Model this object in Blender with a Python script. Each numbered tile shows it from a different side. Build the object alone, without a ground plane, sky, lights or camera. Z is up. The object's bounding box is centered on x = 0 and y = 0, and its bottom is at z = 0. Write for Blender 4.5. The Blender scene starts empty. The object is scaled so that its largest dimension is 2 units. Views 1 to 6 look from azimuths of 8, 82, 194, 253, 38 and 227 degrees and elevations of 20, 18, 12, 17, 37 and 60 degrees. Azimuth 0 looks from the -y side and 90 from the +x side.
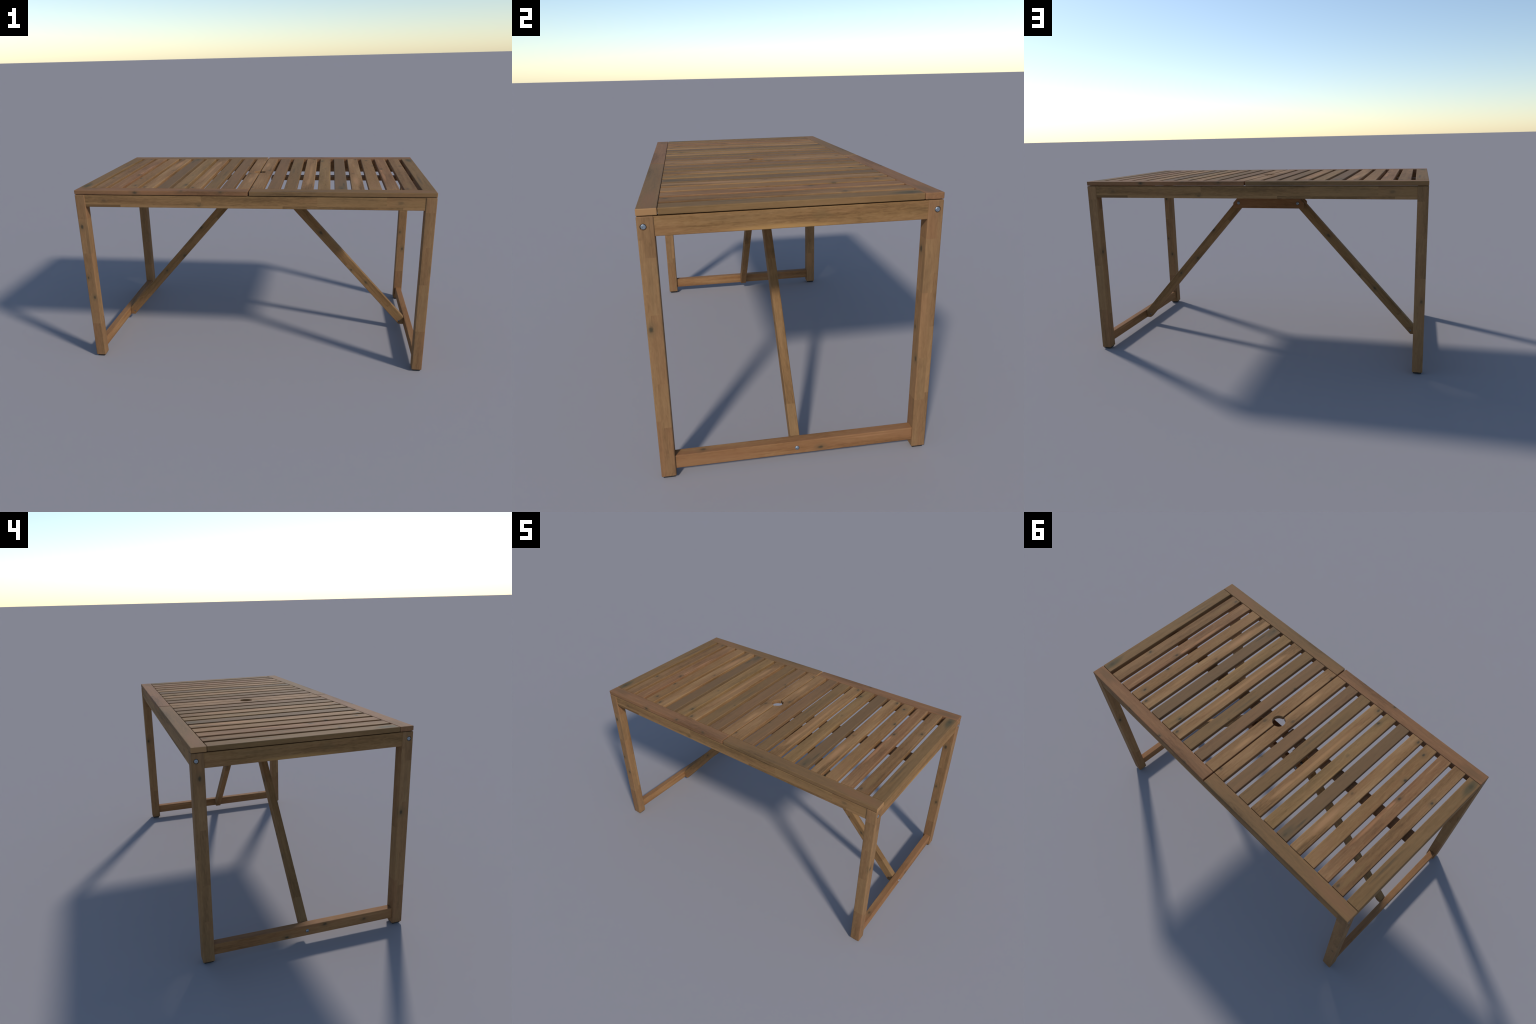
# Slatted acacia garden table: two slatted top halves (one is the other turned
# by 180 degrees), four square legs, aprons, stretchers and two diagonal braces
# clamped between a pair of boards under the centre.
import bpy, bmesh, math
from mathutils import Matrix, Vector

# ------------------------------------------------------------------ sizes (m)
TOP = 1.0712            # top of slats and rails
THICK = 0.0245          # rail thickness
SLAT_T, MIDDLE_T = 0.0238, 0.0262
HALF_L, HALF_W = 1.0, 0.5356
SLATS, PITCH, SLAT_W = 11, 0.09270, 0.0692
SLAT_END = 0.4636       # slats end here in y
RAIL_IN = 0.4652        # inner edge of the long rails
SEAM = 0.0040           # half of the slot between the two halves
HOLE_R = 0.0362         # parasol hole
LEG = 0.0572
LEG_TOP, LEG_BOTTOM = 1.0442, 0.0085
APRON_TOP = 1.0434
APRON_T, APRON_BOTTOM, APRON_BACK = 0.0345, 0.9742, 0.0035
STR_T, STR_H, STR_Z, STR_OUT = 0.039, 0.0572, 0.0664, 0.993
BRACE_W, BRACE_T = 0.0562, 0.038
BOLT_X, BOLT_Z = 0.199, 0.892      # pivots of the braces
TURN = Matrix.Rotation(math.pi, 4, 'Z')

# ------------------------------------------------------------------ node tools
class Nodes:
    def __init__(self, name):
        self.mat = bpy.data.materials.new(name)
        self.mat.use_nodes = True
        self.t = self.mat.node_tree
        self.t.nodes.clear()

    def new(self, kind, **props):
        n = self.t.nodes.new(kind)
        for k, v in props.items():
            setattr(n, k, v)
        return n

    def put(self, socket, value):
        if hasattr(value, 'is_linked') or isinstance(value, bpy.types.NodeSocket):
            self.t.links.new(value, socket)
        else:
            socket.default_value = value

    def math(self, op, a, b=0.0, c=None, clamp=False):
        n = self.new('ShaderNodeMath', operation=op, use_clamp=clamp)
        self.put(n.inputs[0], a)
        self.put(n.inputs[1], b)
        if c is not None:
            self.put(n.inputs[2], c)
        return n.outputs[0]

    def vec(self, op, a, b=(0, 0, 0)):
        n = self.new('ShaderNodeVectorMath', operation=op)
        self.put(n.inputs[0], a)
        self.put(n.inputs[1], b)
        return n.outputs['Value'] if op in ('LENGTH', 'DOT_PRODUCT') else n.outputs['Vector']

    def smooth(self, x, lo, hi, a=0.0, b=1.0):
        n = self.new('ShaderNodeMapRange', interpolation_type='SMOOTHSTEP')
        for s, v in zip(n.inputs, (x, lo, hi, a, b)):
            self.put(s, v)
        return n.outputs[0]

    def noise(self, vector, scale=1.0, detail=3.0, rough=0.55, distort=0.0):
        n = self.new('ShaderNodeTexNoise')
        self.put(n.inputs['Vector'], vector)
        n.inputs['Scale'].default_value = scale
        n.inputs['Detail'].default_value = detail
        n.inputs['Roughness'].default_value = rough
        n.inputs['Distortion'].default_value = distort
        return n.outputs['Fac']

    def ramp(self, fac, stops, mode='LINEAR'):
        n = self.new('ShaderNodeValToRGB')
        cr = n.color_ramp
        cr.interpolation = mode
        while len(cr.elements) < len(stops):
            cr.elements.new(0.5)
        for e, (p, c) in zip(cr.elements, stops):
            e.position = p
            e.color = (c, c, c, 1) if isinstance(c, float) else (*c, 1)
        self.put(n.inputs[0], fac)
        return n.outputs[0]

    def mix(self, fac, a, b, blend='MIX'):
        n = self.new('ShaderNodeMix', data_type='RGBA', blend_type=blend)
        self.put(n.inputs[0], fac)
        for s, v in ((n.inputs[6], a), (n.inputs[7], b)):
            self.put(s, v if not isinstance(v, tuple) else (*v[:3], 1))
        return n.outputs[2]

    def finish(self, color, rough, spec=0.35, metal=0.0, bump=None, strength=0.1):
        b = self.new('ShaderNodeBsdfPrincipled')
        self.put(b.inputs['Base Color'], color if not isinstance(color, tuple) else (*color, 1))
        self.put(b.inputs['Roughness'], rough)
        b.inputs['Specular IOR Level'].default_value = spec
        b.inputs['Metallic'].default_value = metal
        if bump is not None:
            n = self.new('ShaderNodeBump')
            n.inputs['Strength'].default_value = strength
            n.inputs['Distance'].default_value = 0.002
            self.put(n.inputs['Height'], bump)
            self.t.links.new(n.outputs[0], b.inputs['Normal'])
        o = self.new('ShaderNodeOutputMaterial')
        self.t.links.new(b.outputs[0], o.inputs[0])
        return self.mat


# ------------------------------------------------------------------ oiled wood
KNOT = (0.052, 0.046, 0.030)
OLIVE = (0.115, 0.085, 0.045)
RED = (0.285, 0.140, 0.066)
TAN = (0.43, 0.262, 0.120)
BROWN = (0.222, 0.130, 0.062)
DUSK = (0.150, 0.103, 0.060)


def shade(c, f):
    return tuple(min(1.0, v * f) for v in c)


def warmer(c):
    return (c[0] * 1.05, c[1] * 0.95, c[2] * 0.82)


def blend(a, b, f):
    return tuple(x + (y - x) * f for x, y in zip(a, b))


def wood(name, seed, base=BROWN, dark=None, light=None, red=0.25, contrast=1.0,
         knots=(), patches=(), joints=None, strip=None, warm=True, ends=None, figure=0.22):
    """Grain runs along local X.  knots: (x, y, z, radius, darkness) in local metres, with
    z None for a knot through the whole thickness.  patches: (x, y, length, width, colour, amount).
    joints: (x, tone) steps of glued staves; strip: (axis, threshold, joints of the other stave)."""
    N = Nodes(name)
    if warm:
        base, patches = warmer(base), [(*t[:4], warmer(t[4]), t[5]) for t in patches]
        dark, light = dark and warmer(dark), light and warmer(light)
    dark = dark or shade(base, 0.62)
    light = light or blend(base, TAN, 0.6)
    p = N.new('ShaderNodeTexCoord').outputs['Object']
    sep = N.new('ShaderNodeSeparateXYZ')
    N.put(sep.inputs[0], p)
    tone = None
    q = N.vec('ADD', p, (seed * 3.17, seed * 1.31, seed * 2.03))

    def staves(js):
        fac = N.math('MULTIPLY_ADD', sep.outputs[0], 0.5, 0.5)
        return N.ramp(fac, [(0.0, js[0])] + [(0.5 + 0.5 * x, t) for x, t in js[1:]], 'CONSTANT')

    if joints:
        tone = staves(joints)
        if strip:
            other = staves(strip[2])
            wig = N.math('GREATER_THAN', sep.outputs[strip[0]], strip[1])
            tone = N.mix(wig, tone, other)
        jump = N.vec('MULTIPLY', tone, (17.0, 9.0, 13.0))
        q = N.vec('ADD', q, jump)

    # the grain bends around each knot
    masks = []
    for kx, ky, kz, kr, amount in knots:
        d = N.vec('SUBTRACT', p, (kx, ky, 0.0 if kz is None else kz))
        d = N.vec('MULTIPLY', d, (0.62 / kr, 1.0 / kr, 0.0 if kz is None else 1.0 / kr))
        wob = N.noise(p, 90.0, 2.0)
        r = N.math('ADD', N.vec('LENGTH', d), N.math('MULTIPLY_ADD', wob, 0.7, -0.35))
        masks.append((r, amount))
        bend = N.smooth(r, 0.0, 3.2, 0.55, 0.0)
        away = N.vec('MULTIPLY', d, (0.0, -kr, -kr if kz is not None else 0.0))
        sc = N.new('ShaderNodeVectorMath', operation='SCALE')
        N.put(sc.inputs[0], away)
        N.put(sc.inputs['Scale'], bend)
        q = N.vec('ADD', q, sc.outputs[0])

    slow = N.noise(N.vec('MULTIPLY', q, (1.6, 9.0, 9.0)), 1.0, 2.0, 0.5, 0.4)
    streak = N.noise(N.vec('MULTIPLY', q, (2.1, 42.0, 42.0)), 1.0, 4.0, 0.62, 0.5)
    fibre = N.noise(N.vec('MULTIPLY', q, (14.0, 330.0, 330.0)), 1.0, 2.0, 0.6)
    hue = N.noise(N.vec('MULTIPLY', N.vec('ADD', q, (5.1, 2.7, 8.3)), (2.0, 18.0, 18.0)), 1.0, 2.0, 0.5, 0.3)

    f = N.math('ADD', N.math('MULTIPLY_ADD', slow, 0.9 * contrast, -0.45 * contrast),
               N.math('MULTIPLY_ADD', streak, 1.0 * contrast, -0.5 * contrast))
    f = N.math('ADD', f, 0.5)
    curl = N.noise(N.vec('MULTIPLY', q, (26.0, 150.0, 150.0)), 1.0, 3.0, 0.65, 0.6)
    f = N.math('ADD', f, N.math('MULTIPLY_ADD', curl, 3.0 * figure, -1.5 * figure))
    if tone is not None:
        f = N.math('ADD', f, N.math('MULTIPLY_ADD', tone, 1.3, -0.65))
    col = N.ramp(f, [(0.16, dark), (0.42, base), (0.60, blend(base, light, 0.35)), (0.88, light)])
    col = N.mix(N.smooth(hue, 0.44, 0.72, 0.0, red), col, RED)
    col = N.mix(N.smooth(hue, 0.46, 0.28, 0.0, 0.26), col, blend(OLIVE, base, 0.35))
    g = N.math('MULTIPLY_ADD', fibre, 0.34, 0.83)
    col = N.mix(1.0, col, N.ramp(g, [(0.0, 0.0), (1.0, 1.0)]), 'MULTIPLY')

    col = N.mix(1.0, col, (1.0, 0.962, 0.945), 'MULTIPLY')   # oil tint

    for cx, cy, ln, wd, colour, amount in patches:
        d = N.vec('MULTIPLY', N.vec('SUBTRACT', p, (cx, cy, 0.0)), (1.0 / ln, 1.0 / wd, 0.0))
        r = N.math('ADD', N.vec('LENGTH', d), N.math('MULTIPLY_ADD', streak, 1.6, -0.8))
        col = N.mix(N.smooth(r, 1.0, 0.25, 0.0, amount), col, colour)
    for r, amount in masks:
        col = N.mix(N.smooth(r, 3.0, 0.9, 0.0, 0.34 * amount), col, OLIVE)
        col = N.mix(N.smooth(r, 1.15, 0.25, 0.0, 0.9 * amount), col, KNOT)
    if ends:
        edge = N.math('ABSOLUTE', sep.outputs[0])
        col = N.mix(N.smooth(edge, ends[0] - 0.0035, ends[0] - 0.0012), col, ends[1])
    rough = N.math('MULTIPLY_ADD', fibre, 0.16, 0.60)
    return N.finish(col, rough, 0.11, bump=fibre, strength=0.05)


def plain(name, colour, rough, metal=0.0, spec=0.4, grain=0.08):
    N = Nodes(name)
    p = N.new('ShaderNodeTexCoord').outputs['Object']
    n = N.noise(p, 220.0, 3.0)
    col = N.mix(N.smooth(n, 0.3, 0.7), shade(colour, 1 - grain), shade(colour, 1 + grain))
    return N.finish(col, N.math('MULTIPLY_ADD', n, 0.12, rough - 0.06), spec, metal)


# ------------------------------------------------------------------ mesh tools
def prism(name, outline, depth, bevel=0.003, segments=2, cuts=()):
    """Extrude a flat outline (local XY) by depth along local Z, centred, and round
    every edge sharper than 30 degrees.  cuts: (centre, axis, radius, length) drilled holes."""
    bm = bmesh.new()
    lo = [bm.verts.new((x, y, -depth / 2)) for x, y in outline]
    hi = [bm.verts.new((x, y, depth / 2)) for x, y in outline]
    n = len(outline)
    bm.faces.new(lo[::-1])
    bm.faces.new(hi)
    for i in range(n):
        bm.faces.new((lo[i], lo[(i + 1) % n], hi[(i + 1) % n], hi[i]))
    bmesh.ops.recalc_face_normals(bm, faces=bm.faces)
    if bevel:
        sharp = [e for e in bm.edges if e.calc_face_angle(0) > math.radians(30)]
        bmesh.ops.bevel(bm, geom=sharp, offset=bevel, segments=segments, profile=0.5,
                        affect='EDGES', clamp_overlap=True)
    me = bpy.data.meshes.new(name)
    bm.to_mesh(me)
    bm.free()
    if cuts:
        me = drill(me, cuts)
    me.polygons.foreach_set('use_smooth', [False] * len(me.polygons))
    return me


def drill(me, cuts):
    ob = bpy.data.objects.new('work_piece', me)
    bpy.context.scene.collection.objects.link(ob)
    helpers = []
    for centre, axis, radius, length in cuts:
        bm = bmesh.new()
        bmesh.ops.create_cone(bm, cap_ends=True, segments=32, radius1=radius, radius2=radius, depth=length)
        m = Matrix.Translation(centre) @ Vector(axis).to_track_quat('Z', 'Y').to_matrix().to_4x4()
        bm.transform(m)
        cm = bpy.data.meshes.new('drill_bit')
        bm.to_mesh(cm)
        bm.free()
        c = bpy.data.objects.new('drill_bit', cm)
        bpy.context.scene.collection.objects.link(c)
        helpers.append(c)
        mod = ob.modifiers.new('hole', 'BOOLEAN')
        mod.operation, mod.object, mod.solver = 'DIFFERENCE', c, 'EXACT'
    dg = bpy.context.evaluated_depsgraph_get()
    out = bpy.data.meshes.new_from_object(ob.evaluated_get(dg))
    name = me.name
    for o in helpers + [ob]:
        m = o.data
        bpy.data.objects.remove(o)
        bpy.data.meshes.remove(m)
    out.name = name
    return out


def bar(name, length, width, depth, bevel=0.003, **k):
    a, b = length / 2, width / 2
    return prism(name, [(-a, -b), (a, -b), (a, b), (-a, b)], depth, bevel, **k)


def lathe(name, profile, segments=28):
    """Spin (radius, height) about local Z; faces smooth where shallow."""
    bm = bmesh.new()
    rings = []
    for r, h in profile:
        if r < 1e-6:
            rings.append([bm.verts.new((0, 0, h))])
        else:
            rings.append([bm.verts.new((r * math.cos(2 * math.pi * i / segments),
                                        r * math.sin(2 * math.pi * i / segments), h)) for i in range(segments)])
    for a, b in zip(rings, rings[1:]):
        for i in range(segments):
            j = (i + 1) % segments
            va = [a[0]] if len(a) == 1 else [a[i], a[j]]
            vb = [b[0]] if len(b) == 1 else [b[j], b[i]]
            if len(va) + len(vb) > 2:
                bm.faces.new(va + vb)
    bmesh.ops.recalc_face_normals(bm, faces=bm.faces)
    me = bpy.data.meshes.new(name)
    bm.to_mesh(me)
    bm.free()
    for poly in me.polygons:
        poly.use_smooth = True
    me.set_sharp_from_angle(angle=math.radians(32))
    return me


def frame(x_axis, y_axis, origin):
    """World matrix whose local X, Y point along the given axes."""
    x, y = Vector(x_axis).normalized(), Vector(y_axis).normalized()
    z = x.cross(y)
    m = Matrix((x, y, z)).transposed().to_4x4()
    m.translation = Vector(origin)
    return m


# ------------------------------------------------------------------ the thing
table = bpy.data.objects.new('garden_table', None)
table.empty_display_size = 0.2
bpy.context.scene.collection.objects.link(table)
table['label'] = 'slatted brown oiled hardwood table with diagonal braces and parasol hole'
table['category'] = 'garden table'


def place(kind, mesh, matrix, material=None, parent=None):
    if material and not mesh.materials:
        mesh.materials.append(material)
    ob = bpy.data.objects.new(kind, mesh)
    bpy.context.scene.collection.objects.link(ob)
    parent = parent or table
    ob.parent = parent
    ob.matrix_parent_inverse = Matrix.Identity(4)
    pw = WORLD.get(parent.name, Matrix.Identity(4))
    ob.matrix_basis = pw.inverted() @ matrix
    WORLD[ob.name] = matrix.copy()
    return ob


WORLD = {}


def pair(kind, mesh, matrix, material=None, extras=()):
    """Place a part and its copy turned by 180 degrees, with sub-parts."""
    for turn in (Matrix.Identity(4), TURN):
        ob = place(kind, mesh, turn @ matrix, material)
        for sub_kind, sub_mesh, sub_matrix, sub_mat in extras:
            place(sub_kind, sub_mesh, turn @ sub_matrix, sub_mat, ob)


# metal and rubber
steel = plain('galvanised_steel', (0.30, 0.34, 0.39), 0.48, metal=0.85)
steel_dark = plain('dull_steel', (0.20, 0.22, 0.25), 0.45, metal=0.8)
rubber = plain('black_rubber', (0.012, 0.012, 0.013), 0.7)

# ------------------------------------------------------------------ slats
# per slat from the table's end to its middle: look, knots (along, across, size, darkness), patches
GREY = (0.128, 0.098, 0.064)
looks = [
    dict(base=(0.192, 0.124, 0.060), red=0.16, contrast=0.5, figure=0.12,
         knots=[(0.421, -0.006, None, 0.013, 0.45)],
         patches=[(0.41, -0.004, 0.10, 0.03, (0.085, 0.082, 0.052), 0.75),
                  (-0.205, 0.014, 0.16, 0.012, (0.105, 0.080, 0.050), 0.7)]),
    dict(base=(0.210, 0.126, 0.062), red=0.30, contrast=0.75,
         knots=[(0.203, -0.019, None, 0.0085, 0.9), (-0.443, 0.016, None, 0.009, 0.7)],
         patches=[(-0.36, 0.0, 0.12, 0.02, (0.24, 0.16, 0.075), 0.5)]),
    dict(base=(0.232, 0.128, 0.066), red=0.34, contrast=1.0,
         knots=[(0.106, 0.017, None, 0.0085, 0.85)],
         patches=[(0.05, 0.02, 0.05, 0.008, (0.42, 0.22, 0.12), 0.8), (-0.12, 0.02, 0.16, 0.01, (0.40, 0.21, 0.11), 0.7),
                  (0.38, 0.012, 0.10, 0.007, (0.38, 0.22, 0.12), 0.6)]),
    dict(base=(0.240, 0.143, 0.067), red=0.36, contrast=0.6,
         knots=[(0.209, -0.028, None, 0.0085, 0.95), (0.397, 0.003, None, 0.0085, 0.95)],
         patches=[(-0.36, 0.0, 0.12, 0.03, (0.26, 0.145, 0.075), 0.5)]),
    dict(base=(0.262, 0.158, 0.076), red=0.32, contrast=1.35,
         knots=[(0.440, -0.021, None, 0.0085, 0.9), (-0.042, 0.017, None, 0.008, 0.4)],
         patches=[(-0.24, 0.004, 0.16, 0.022, (0.43, 0.245, 0.13), 0.65), (0.22, 0.0, 0.10, 0.012, (0.40, 0.24, 0.115), 0.5)]),
    dict(base=(0.172, 0.116, 0.066), red=0.14, contrast=0.5, dark=(0.125, 0.09, 0.058),
         light=(0.20, 0.138, 0.08),
         knots=[(-0.443, -0.004, None, 0.010, 0.45)],
         patches=[(-0.42, -0.002, 0.07, 0.026, (0.10, 0.088, 0.058), 0.6), (-0.345, -0.016, 0.06, 0.010, (0.09, 0.075, 0.05), 0.7)]),
    dict(base=(0.236, 0.152, 0.070), red=0.22, contrast=0.7,
         knots=[(0.380, 0.022, None, 0.0085, 0.95), (0.106, -0.002, None, 0.011, 0.35)],
         patches=[(-0.1, -0.028, 0.34, 0.006, (0.38, 0.24, 0.10), 0.5)]),
    dict(base=(0.270, 0.165, 0.080), red=0.32, contrast=1.35,
         knots=[(0.444, -0.015, None, 0.009, 0.85)],
         patches=[(0.0, -0.006, 0.30, 0.012, (0.43, 0.25, 0.125), 0.6), (-0.28, 0.0, 0.10, 0.012, (0.42, 0.25, 0.13), 0.6)]),
    dict(base=(0.194, 0.126, 0.064), red=0.15, contrast=0.7, light=(0.25, 0.165, 0.08),
         knots=[(0.189, 0.025, None, 0.006, 0.5)],
         patches=[(0.05, 0.01, 0.15, 0.012, (0.12, 0.09, 0.055), 0.6)]),
    dict(base=(0.200, 0.127, 0.071), red=0.25, contrast=0.6, light=(0.25, 0.16, 0.085), knots=[(-0.22, 0.03, None, 0.007, 0.6)]),
    dict(base=(0.246, 0.147, 0.072), red=0.34, contrast=1.35,
         knots=[(0.052, -0.016, None, 0.010, 0.5), (-0.424, 0.029, None, 0.0075, 0.75)],
         patches=[(0.235, 0.012, 0.11, 0.018, (0.44, 0.26, 0.13), 0.65)]),
]

slat_mesh = bar('slat', 2 * SLAT_END, SLAT_W, SLAT_T, 0.0028)
# the middle slat carries half of the parasol hole on its inner edge (local +Y faces the seam)
a, b = SLAT_END, SLAT_W / 2
outline = [(-a, -b), (a, -b), (a, b)]
mid_y = b + SEAM                              # hole centre seen from this slat
half = math.acos(SEAM / HOLE_R)
for i in range(41):
    t = half - 2 * half * i / 40
    outline.append((HOLE_R * math.sin(t), mid_y - HOLE_R * math.cos(t)))
outline.append((-a, b))
middle_mesh = prism('middle_slat', outline, MIDDLE_T, 0.0028)

for k in range(SLATS):
    xc = HALF_L - SLAT_W / 2 - k * PITCH
    me = (middle_mesh if k == SLATS - 1 else slat_mesh).copy()
    thick = MIDDLE_T if k == SLATS - 1 else SLAT_T
    mat = wood('slat_wood_%d' % (k + 1), 1.7 + k * 2.3, **looks[k])
    pair('slat', me, frame((0, 1, 0), (-1, 0, 0), (xc, 0, TOP - thick / 2)), mat)

# small steel dowels across the seam
dowel = lathe('dowel', [(0, -0.012), (0.0042, -0.012), (0.0042, 0.012), (0, 0.012)], 16)
for y in (0.415, 0.091):
    pair('dowel', dowel, frame((0, 1, 0), (0, 0, 1), (0, y, TOP - 0.0135)), steel_dark)

# ------------------------------------------------------------------ long rails of the top
rail_len = HALF_L - SEAM
rail_w = HALF_W - RAIL_IN
rail_x = (HALF_L + SEAM) / 2
rail_mesh = bar('top_rail', rail_len, rail_w, THICK, 0.003)
# local coordinates follow the world for the half at +x: reddish rail at +y, olive rail at -y
red_rail = wood('reddish_rail_wood', 31.0, base=(0.224, 0.126, 0.070), red=0.52, contrast=0.8, light=(0.32, 0.185, 0.10),
                knots=[(0.642 - rail_x, 0.034, 0.002, 0.010, 0.9), (0.378 - rail_x, 0.028, 0.012, 0.0075, 0.85),
                       (0.155 - rail_x, 0.034, 0.008, 0.008, 0.6)],
                patches=[(0.42, -0.01, 0.10, 0.03, (0.16, 0.105, 0.06), 0.6)])
olive_rail = wood('olive_rail_wood', 37.0, base=(0.188, 0.124, 0.066), red=0.22, contrast=0.6, light=(0.27, 0.165, 0.08),
                  ends=(rail_len / 2, (0.36, 0.195, 0.085)),
                  patches=[(0.36, 0.0, 0.20, 0.05, (0.25, 0.135, 0.075), 0.55)])
pair('top_rail', rail_mesh.copy(), frame((1, 0, 0), (0, 1, 0), (rail_x, (HALF_W + RAIL_IN) / 2, TOP - THICK / 2)), red_rail)
pair('top_rail', rail_mesh, frame((1, 0, 0), (0, 1, 0), (rail_x, -(HALF_W + RAIL_IN) / 2, TOP - THICK / 2)), olive_rail)

# battens under the slats
batten_wood = wood('batten_wood', 43.0, base=(0.22, 0.13, 0.065), red=0.4)
batten = bar('batten', 0.880, 0.069, 0.021, 0.003)
pair('batten', batten, frame((1, 0, 0), (0, 1, 0), (0.0745 + 0.440, 0, TOP - SLAT_T - 0.0105 - 0.0003)), batten_wood)

# ------------------------------------------------------------------ legs
leg_len = LEG_TOP - LEG_BOTTOM
leg_z = (LEG_TOP + LEG_BOTTOM) / 2
leg_x, leg_y = HALF_L - LEG / 2, HALF_W - LEG / 2
bolt_z = 1.0092
bolt_in = leg_y - 0.514                       # bolt sits a little outside the leg's axis
head = lathe('bolt_head', [(0, 0.0008), (0.0022, 0.0008), (0.0026, 0.0026), (0.0072, 0.0024), (0.0090, 0.0010), (0.0096, -0.001),
                           (0.0096, -0.006), (0, -0.006)])
dome = lathe('bolt_head', [(0, 0.0012), (0.0028, 0.0012), (0.0033, 0.0048), (0.0060, 0.0043), (0.0080, 0.0026), (0.0088, 0.0004), (0.0088, -0.004), (0, -0.004)])
pad = bar('foot_pad', LEG - 0.012, LEG - 0.012, 0.0092, 0.002)

# local X = up, local Y = world y, local Z = -world x in an unturned leg
L2 = LEG / 2
leg_knots = [(0.8546 - leg_z, -L2, 0.009, 0.0105, 0.95), (0.534 - leg_z, -L2, 0.013, 0.007, 0.9),
             (0.4055 - leg_z, -L2, -0.010, 0.0085, 0.95), (0.638 - leg_z, 0.014, L2, 0.010, 0.95)]
odd_knots = [(0.9315 - leg_z, -0.004, L2, 0.0095, 0.9), (0.42 - leg_z, L2, 0.01, 0.008, 0.7)]
stave = dict(joints=[0.47, (-0.30, 0.545), (-0.11, 0.48), (0.16, 0.525), (0.37, 0.465)],
             strip=(1, 0.010, [0.46, (-0.27, 0.535), (0.022, 0.485), (0.24, 0.53), (0.437, 0.495)]))
leg_wood = wood('leg_wood', 53.0, base=(0.238, 0.134, 0.062), red=0.44, contrast=0.62, knots=leg_knots, warm=False, **stave)
odd_wood = wood('leg_wood_plain', 59.0, base=(0.234, 0.134, 0.062), red=0.44, contrast=0.62, knots=odd_knots, warm=False, **stave)
for sx, sy, spun, mat in ((-1, -1, False, leg_wood), (1, -1, True, leg_wood), (1, 1, False, leg_wood), (-1, 1, False, odd_wood)):
    y_axis = (0, -1, 0) if spun else (0, 1, 0)
    m = frame((0, 0, 1), y_axis, (sx * leg_x, sy * leg_y, leg_z))
    hole = m.inverted() @ Vector((sx * HALF_L, sy * 0.514, bolt_z))
    me = bar('leg', leg_len, LEG, LEG, 0.0035, cuts=[(hole, (0, 0, 1), 0.0116, 0.011)])
    ob = place('leg', me, m, mat)
    place('bolt', head, frame((0, sx, 0), (0, 0, 1), (sx * (HALF_L - 0.0026), sy * 0.514, bolt_z)), steel, ob)
    place('foot_pad', pad, Matrix.Translation((sx * leg_x, sy * leg_y, 0.0046)), rubber, ob)

# ------------------------------------------------------------------ aprons
apron_h = APRON_TOP - APRON_BOTTOM
apron_z = (APRON_TOP + APRON_BOTTOM) / 2
inner_x, inner_y = HALF_L - LEG, HALF_W - LEG
# local X = world x, local Y = up, local Z = -world y (outer face)
long_wood = wood('long_apron_wood', 67.0, base=(0.256, 0.163, 0.080), red=0.22, contrast=0.85,
                 joints=[0.12, (-0.735, 0.60), (0.1825, 0.27), (0.827, 0.64)],
                 strip=(1, -0.0195, [0.46, (-0.27, 0.42), (0.37, 0.52), (0.74, 0.46)]),
                 knots=[(-0.83, 0.004, 0.0172, 0.010, 0.35), (-0.28, -0.020, 0.0172, 0.008, 0.5), (0.815, 0.006, 0.0172, 0.012, 0.4)])
long_apron = bar('long_apron', 2 * inner_x + 0.006, apron_h, APRON_T, 0.0025)
pair('long_apron', long_apron, frame((1, 0, 0), (0, 0, 1), (0, -(HALF_W - APRON_BACK - APRON_T / 2), apron_z)), long_wood)
end_wood = wood('end_apron_wood', 73.0, base=(0.232, 0.142, 0.066), red=0.36, contrast=0.95, figure=0.30,
                patches=[(-0.04, -0.030, 0.30, 0.020, (0.42, 0.255, 0.105), 0.75), (0.09, 0.012, 0.05, 0.03, (0.15, 0.105, 0.05), 0.4)])
end_apron = bar('end_apron', 2 * inner_y + 0.006, apron_h, APRON_T, 0.0025)
pair('end_apron', end_apron, frame((0, 1, 0), (0, 0, 1), (HALF_L - APRON_BACK - APRON_T / 2, 0, apron_z)), end_wood)

# ------------------------------------------------------------------ floor stretchers
str_x = STR_OUT - STR_T / 2
# local X = world y, local Y = up, local Z = world x (outer face); the one at -x is turned
S2 = STR_T / 2
stretcher = bar('stretcher', 2 * inner_y + 0.006, STR_H, STR_T, 0.003)
for turn, seed, knots in ((Matrix.Identity(4), 79.0, [(0.096, -0.010, S2, 0.0085, 0.95), (-0.37, STR_H / 2, 0.0, 0.009, 0.7)]),
                          (TURN, 80.5, [(0.095, 0.017, S2, 0.0085, 0.85), (-0.11, -0.016, S2, 0.0085, 0.9),
                                        (0.3165, 0.0, S2, 0.008, 0.7), (-0.25, 0.002, -S2, 0.011, 0.85)])):
    mat = wood('stretcher_wood', seed, base=(0.242, 0.130, 0.062), red=0.62, contrast=0.85, knots=knots,
               patches=[(0.3, 0.016, 0.16, 0.006, (0.36, 0.20, 0.11), 0.6)])
    ob = place('stretcher', stretcher.copy(), turn @ frame((0, 1, 0), (0, 0, 1), (str_x, 0, STR_Z)), mat)
    place('bolt', dome, turn @ frame((0, 1, 0), (0, 0, 1), (STR_OUT, 0, 0.0655)), steel, ob)

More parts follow.
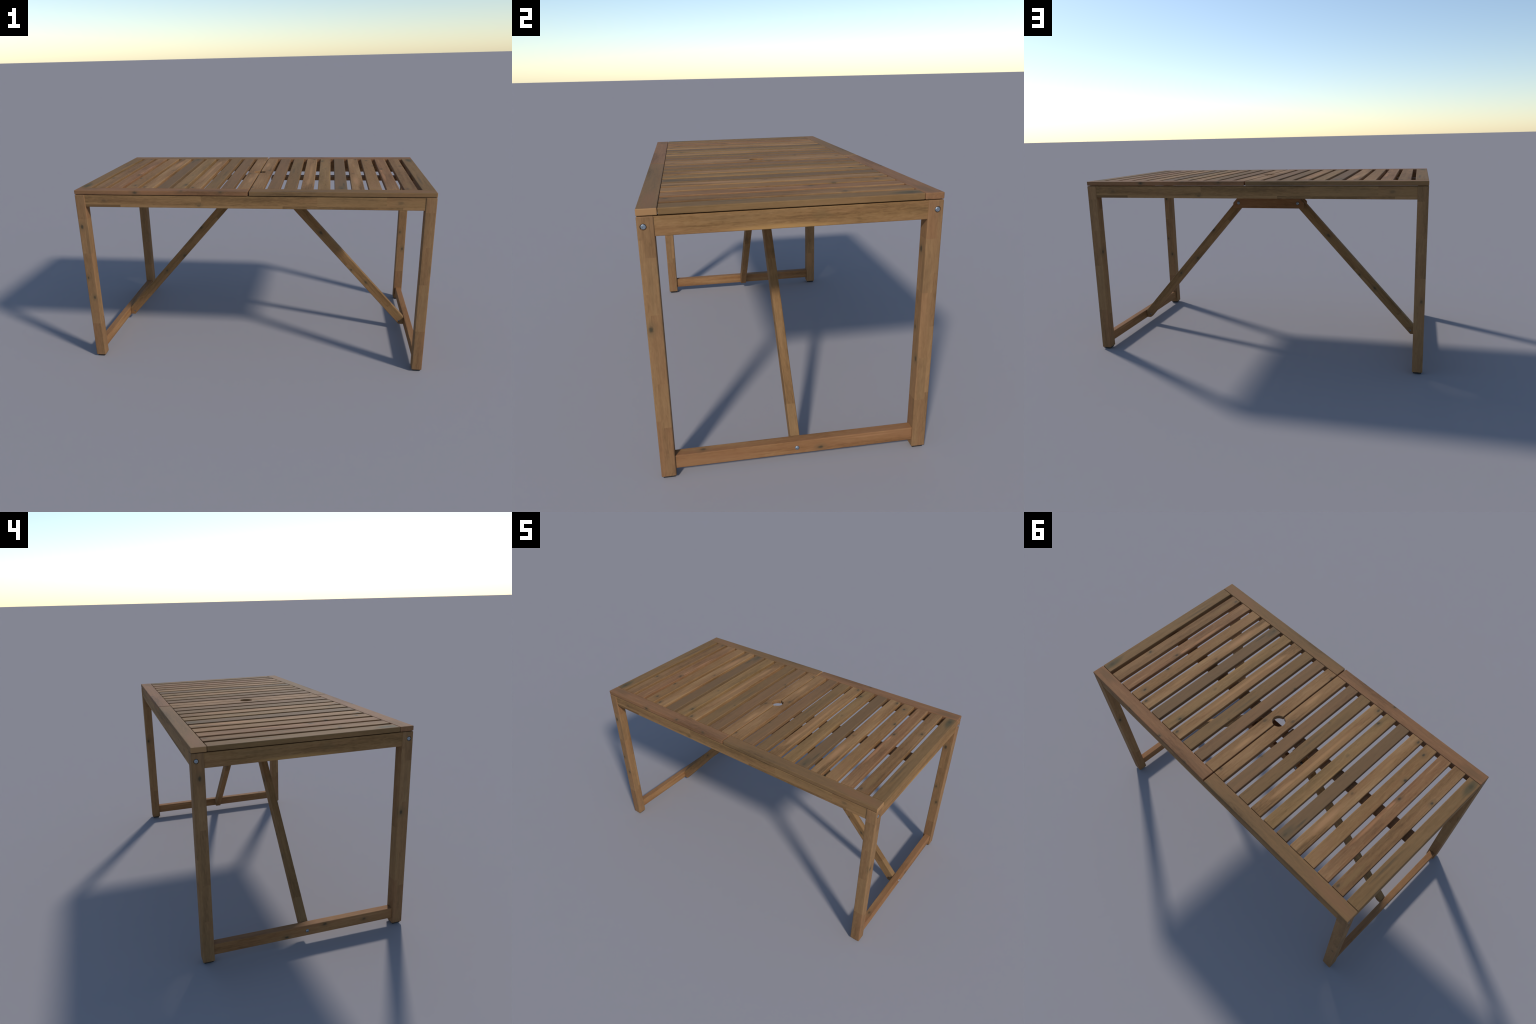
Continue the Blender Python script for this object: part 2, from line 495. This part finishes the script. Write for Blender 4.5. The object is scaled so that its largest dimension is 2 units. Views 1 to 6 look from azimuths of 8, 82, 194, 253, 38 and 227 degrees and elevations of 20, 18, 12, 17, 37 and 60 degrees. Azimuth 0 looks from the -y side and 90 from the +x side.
# ------------------------------------------------------------------ diagonal braces
ang = math.atan(1.116)
along = Vector((-math.cos(ang), math.sin(ang)))       # up and inwards (x, z)
across = Vector((math.sin(ang), math.cos(ang)))       # towards the upper face
pivot = Vector((BOLT_X, BOLT_Z))
foot_x, foot_z = STR_OUT - STR_T - 0.0004, 0.0415


def on_edge(side, x=None, z=None):
    """Point of the brace's upper (+1) or lower (-1) edge at a given x or z."""
    p = pivot + across * side * BRACE_W / 2
    t = (x - p.x) / along.x if x is not None else (z - p.y) / along.y
    return p + along * t


reach = 0.080
poly = [on_edge(-1, z=foot_z), Vector((foot_x, foot_z)), on_edge(1, x=foot_x),
        pivot + along * reach * 0.82 + across * BRACE_W / 2, pivot + along * reach - across * BRACE_W / 2]
origin = (poly[0] + poly[4]) / 2 + across * BRACE_W / 2
local = [((q - origin).dot(along), (q - origin).dot(across)) for q in poly]


def brace_local(x, z, y):
    d = Vector((x, z)) - origin
    return (d.dot(along), d.dot(across), y)


nut_at = Vector((0.9235, 0.066))
# local X = along, local Y = across, local Z = X x Y
ax3, ay3 = Vector((along.x, 0, along.y)), Vector((across.x, 0, across.y))
az3 = ax3.cross(ay3)
zs = 1.0 if az3.y > 0 else -1.0               # local Z in terms of world y
nut_l = brace_local(nut_at.x, nut_at.y, 0)
kn = []
for x, z, y, r in ((0.392, 0.679, -0.019, 0.012), (0.594, 0.427, -0.019, 0.007), (0.693, 0.339, -0.019, 0.009),
                   (0.528, 0.498, 0.019, 0.010), (0.40, 0.70, 0.019, 0.009), (0.66, 0.385, 0.019, 0.008)):
    u = brace_local(x, z, 0)
    kn.append((u[0], u[1], zs * y, r, 0.85))
brace_wood = wood('brace_wood', 83.0, base=(0.212, 0.130, 0.062), red=0.38, contrast=0.75, knots=kn,
                  joints=[0.54, (-0.40, 0.50), (-0.05, 0.46), (0.12, 0.51), (0.36, 0.48)],
                  strip=(1, -0.006, [0.50, (-0.46, 0.46), (0.05, 0.54), (0.2, 0.44)]))
brace = prism('brace', local, BRACE_T, 0.003, cuts=[((nut_l[0], nut_l[1], 0), (0, 0, 1), 0.0062, 0.1)])
nut = lathe('barrel_nut', [(0, -0.015), (0.0056, -0.015), (0.0060, -0.0145), (0.0060, 0.0145), (0.0056, 0.015), (0, 0.015)], 20)
pair('brace', brace, frame(ax3, ay3, (origin.x, 0, origin.y)), brace_wood,
     [('barrel_nut', nut, frame((1, 0, 0), (0, 0, 1), (nut_at.x, 0, nut_at.y)), steel)])

# ------------------------------------------------------------------ clamping boards
y_in, y_out = 0.0378, 0.0618
zb, zt, xe, xc2 = 0.8578, 0.9262, 0.2368, 0.2045
zm = (zb + zt) / 2
outline = [(-xe, zb - zm), (xe, zb - zm), (xe, 0.892 - zm), (xc2, zt - zm), (-xc2, zt - zm), (-xe, 0.892 - zm)]
board_wood = wood('board_wood', 89.0, base=(0.205, 0.108, 0.052), red=0.45, contrast=0.45)
board = prism('clamping_board', outline, y_out - y_in, 0.003)
round_head = lathe('bolt_head', [(0, 0.0016), (0.0034, 0.0016), (0.0040, 0.0066), (0.0070, 0.0058), (0.0094, 0.0036), (0.0106, 0.0006), (0.0106, -0.003), (0, -0.003)])
washer = lathe('spacer', [(0.004, 0.0189), (0.0125, 0.0189), (0.0125, 0.0379), (0.004, 0.0379), (0.004, 0.0189)])
extras = []
for x in (BOLT_X, -BOLT_X):
    extras.append(('bolt', round_head, frame((-1, 0, 0), (0, 0, 1), (x, y_out, BOLT_Z)), steel))
    extras.append(('spacer', washer, frame((-1, 0, 0), (0, 0, 1), (x, 0, BOLT_Z)), steel_dark))
pair('clamping_board', board, frame((-1, 0, 0), (0, 0, 1), (0, (y_in + y_out) / 2, zm)), board_wood, extras)
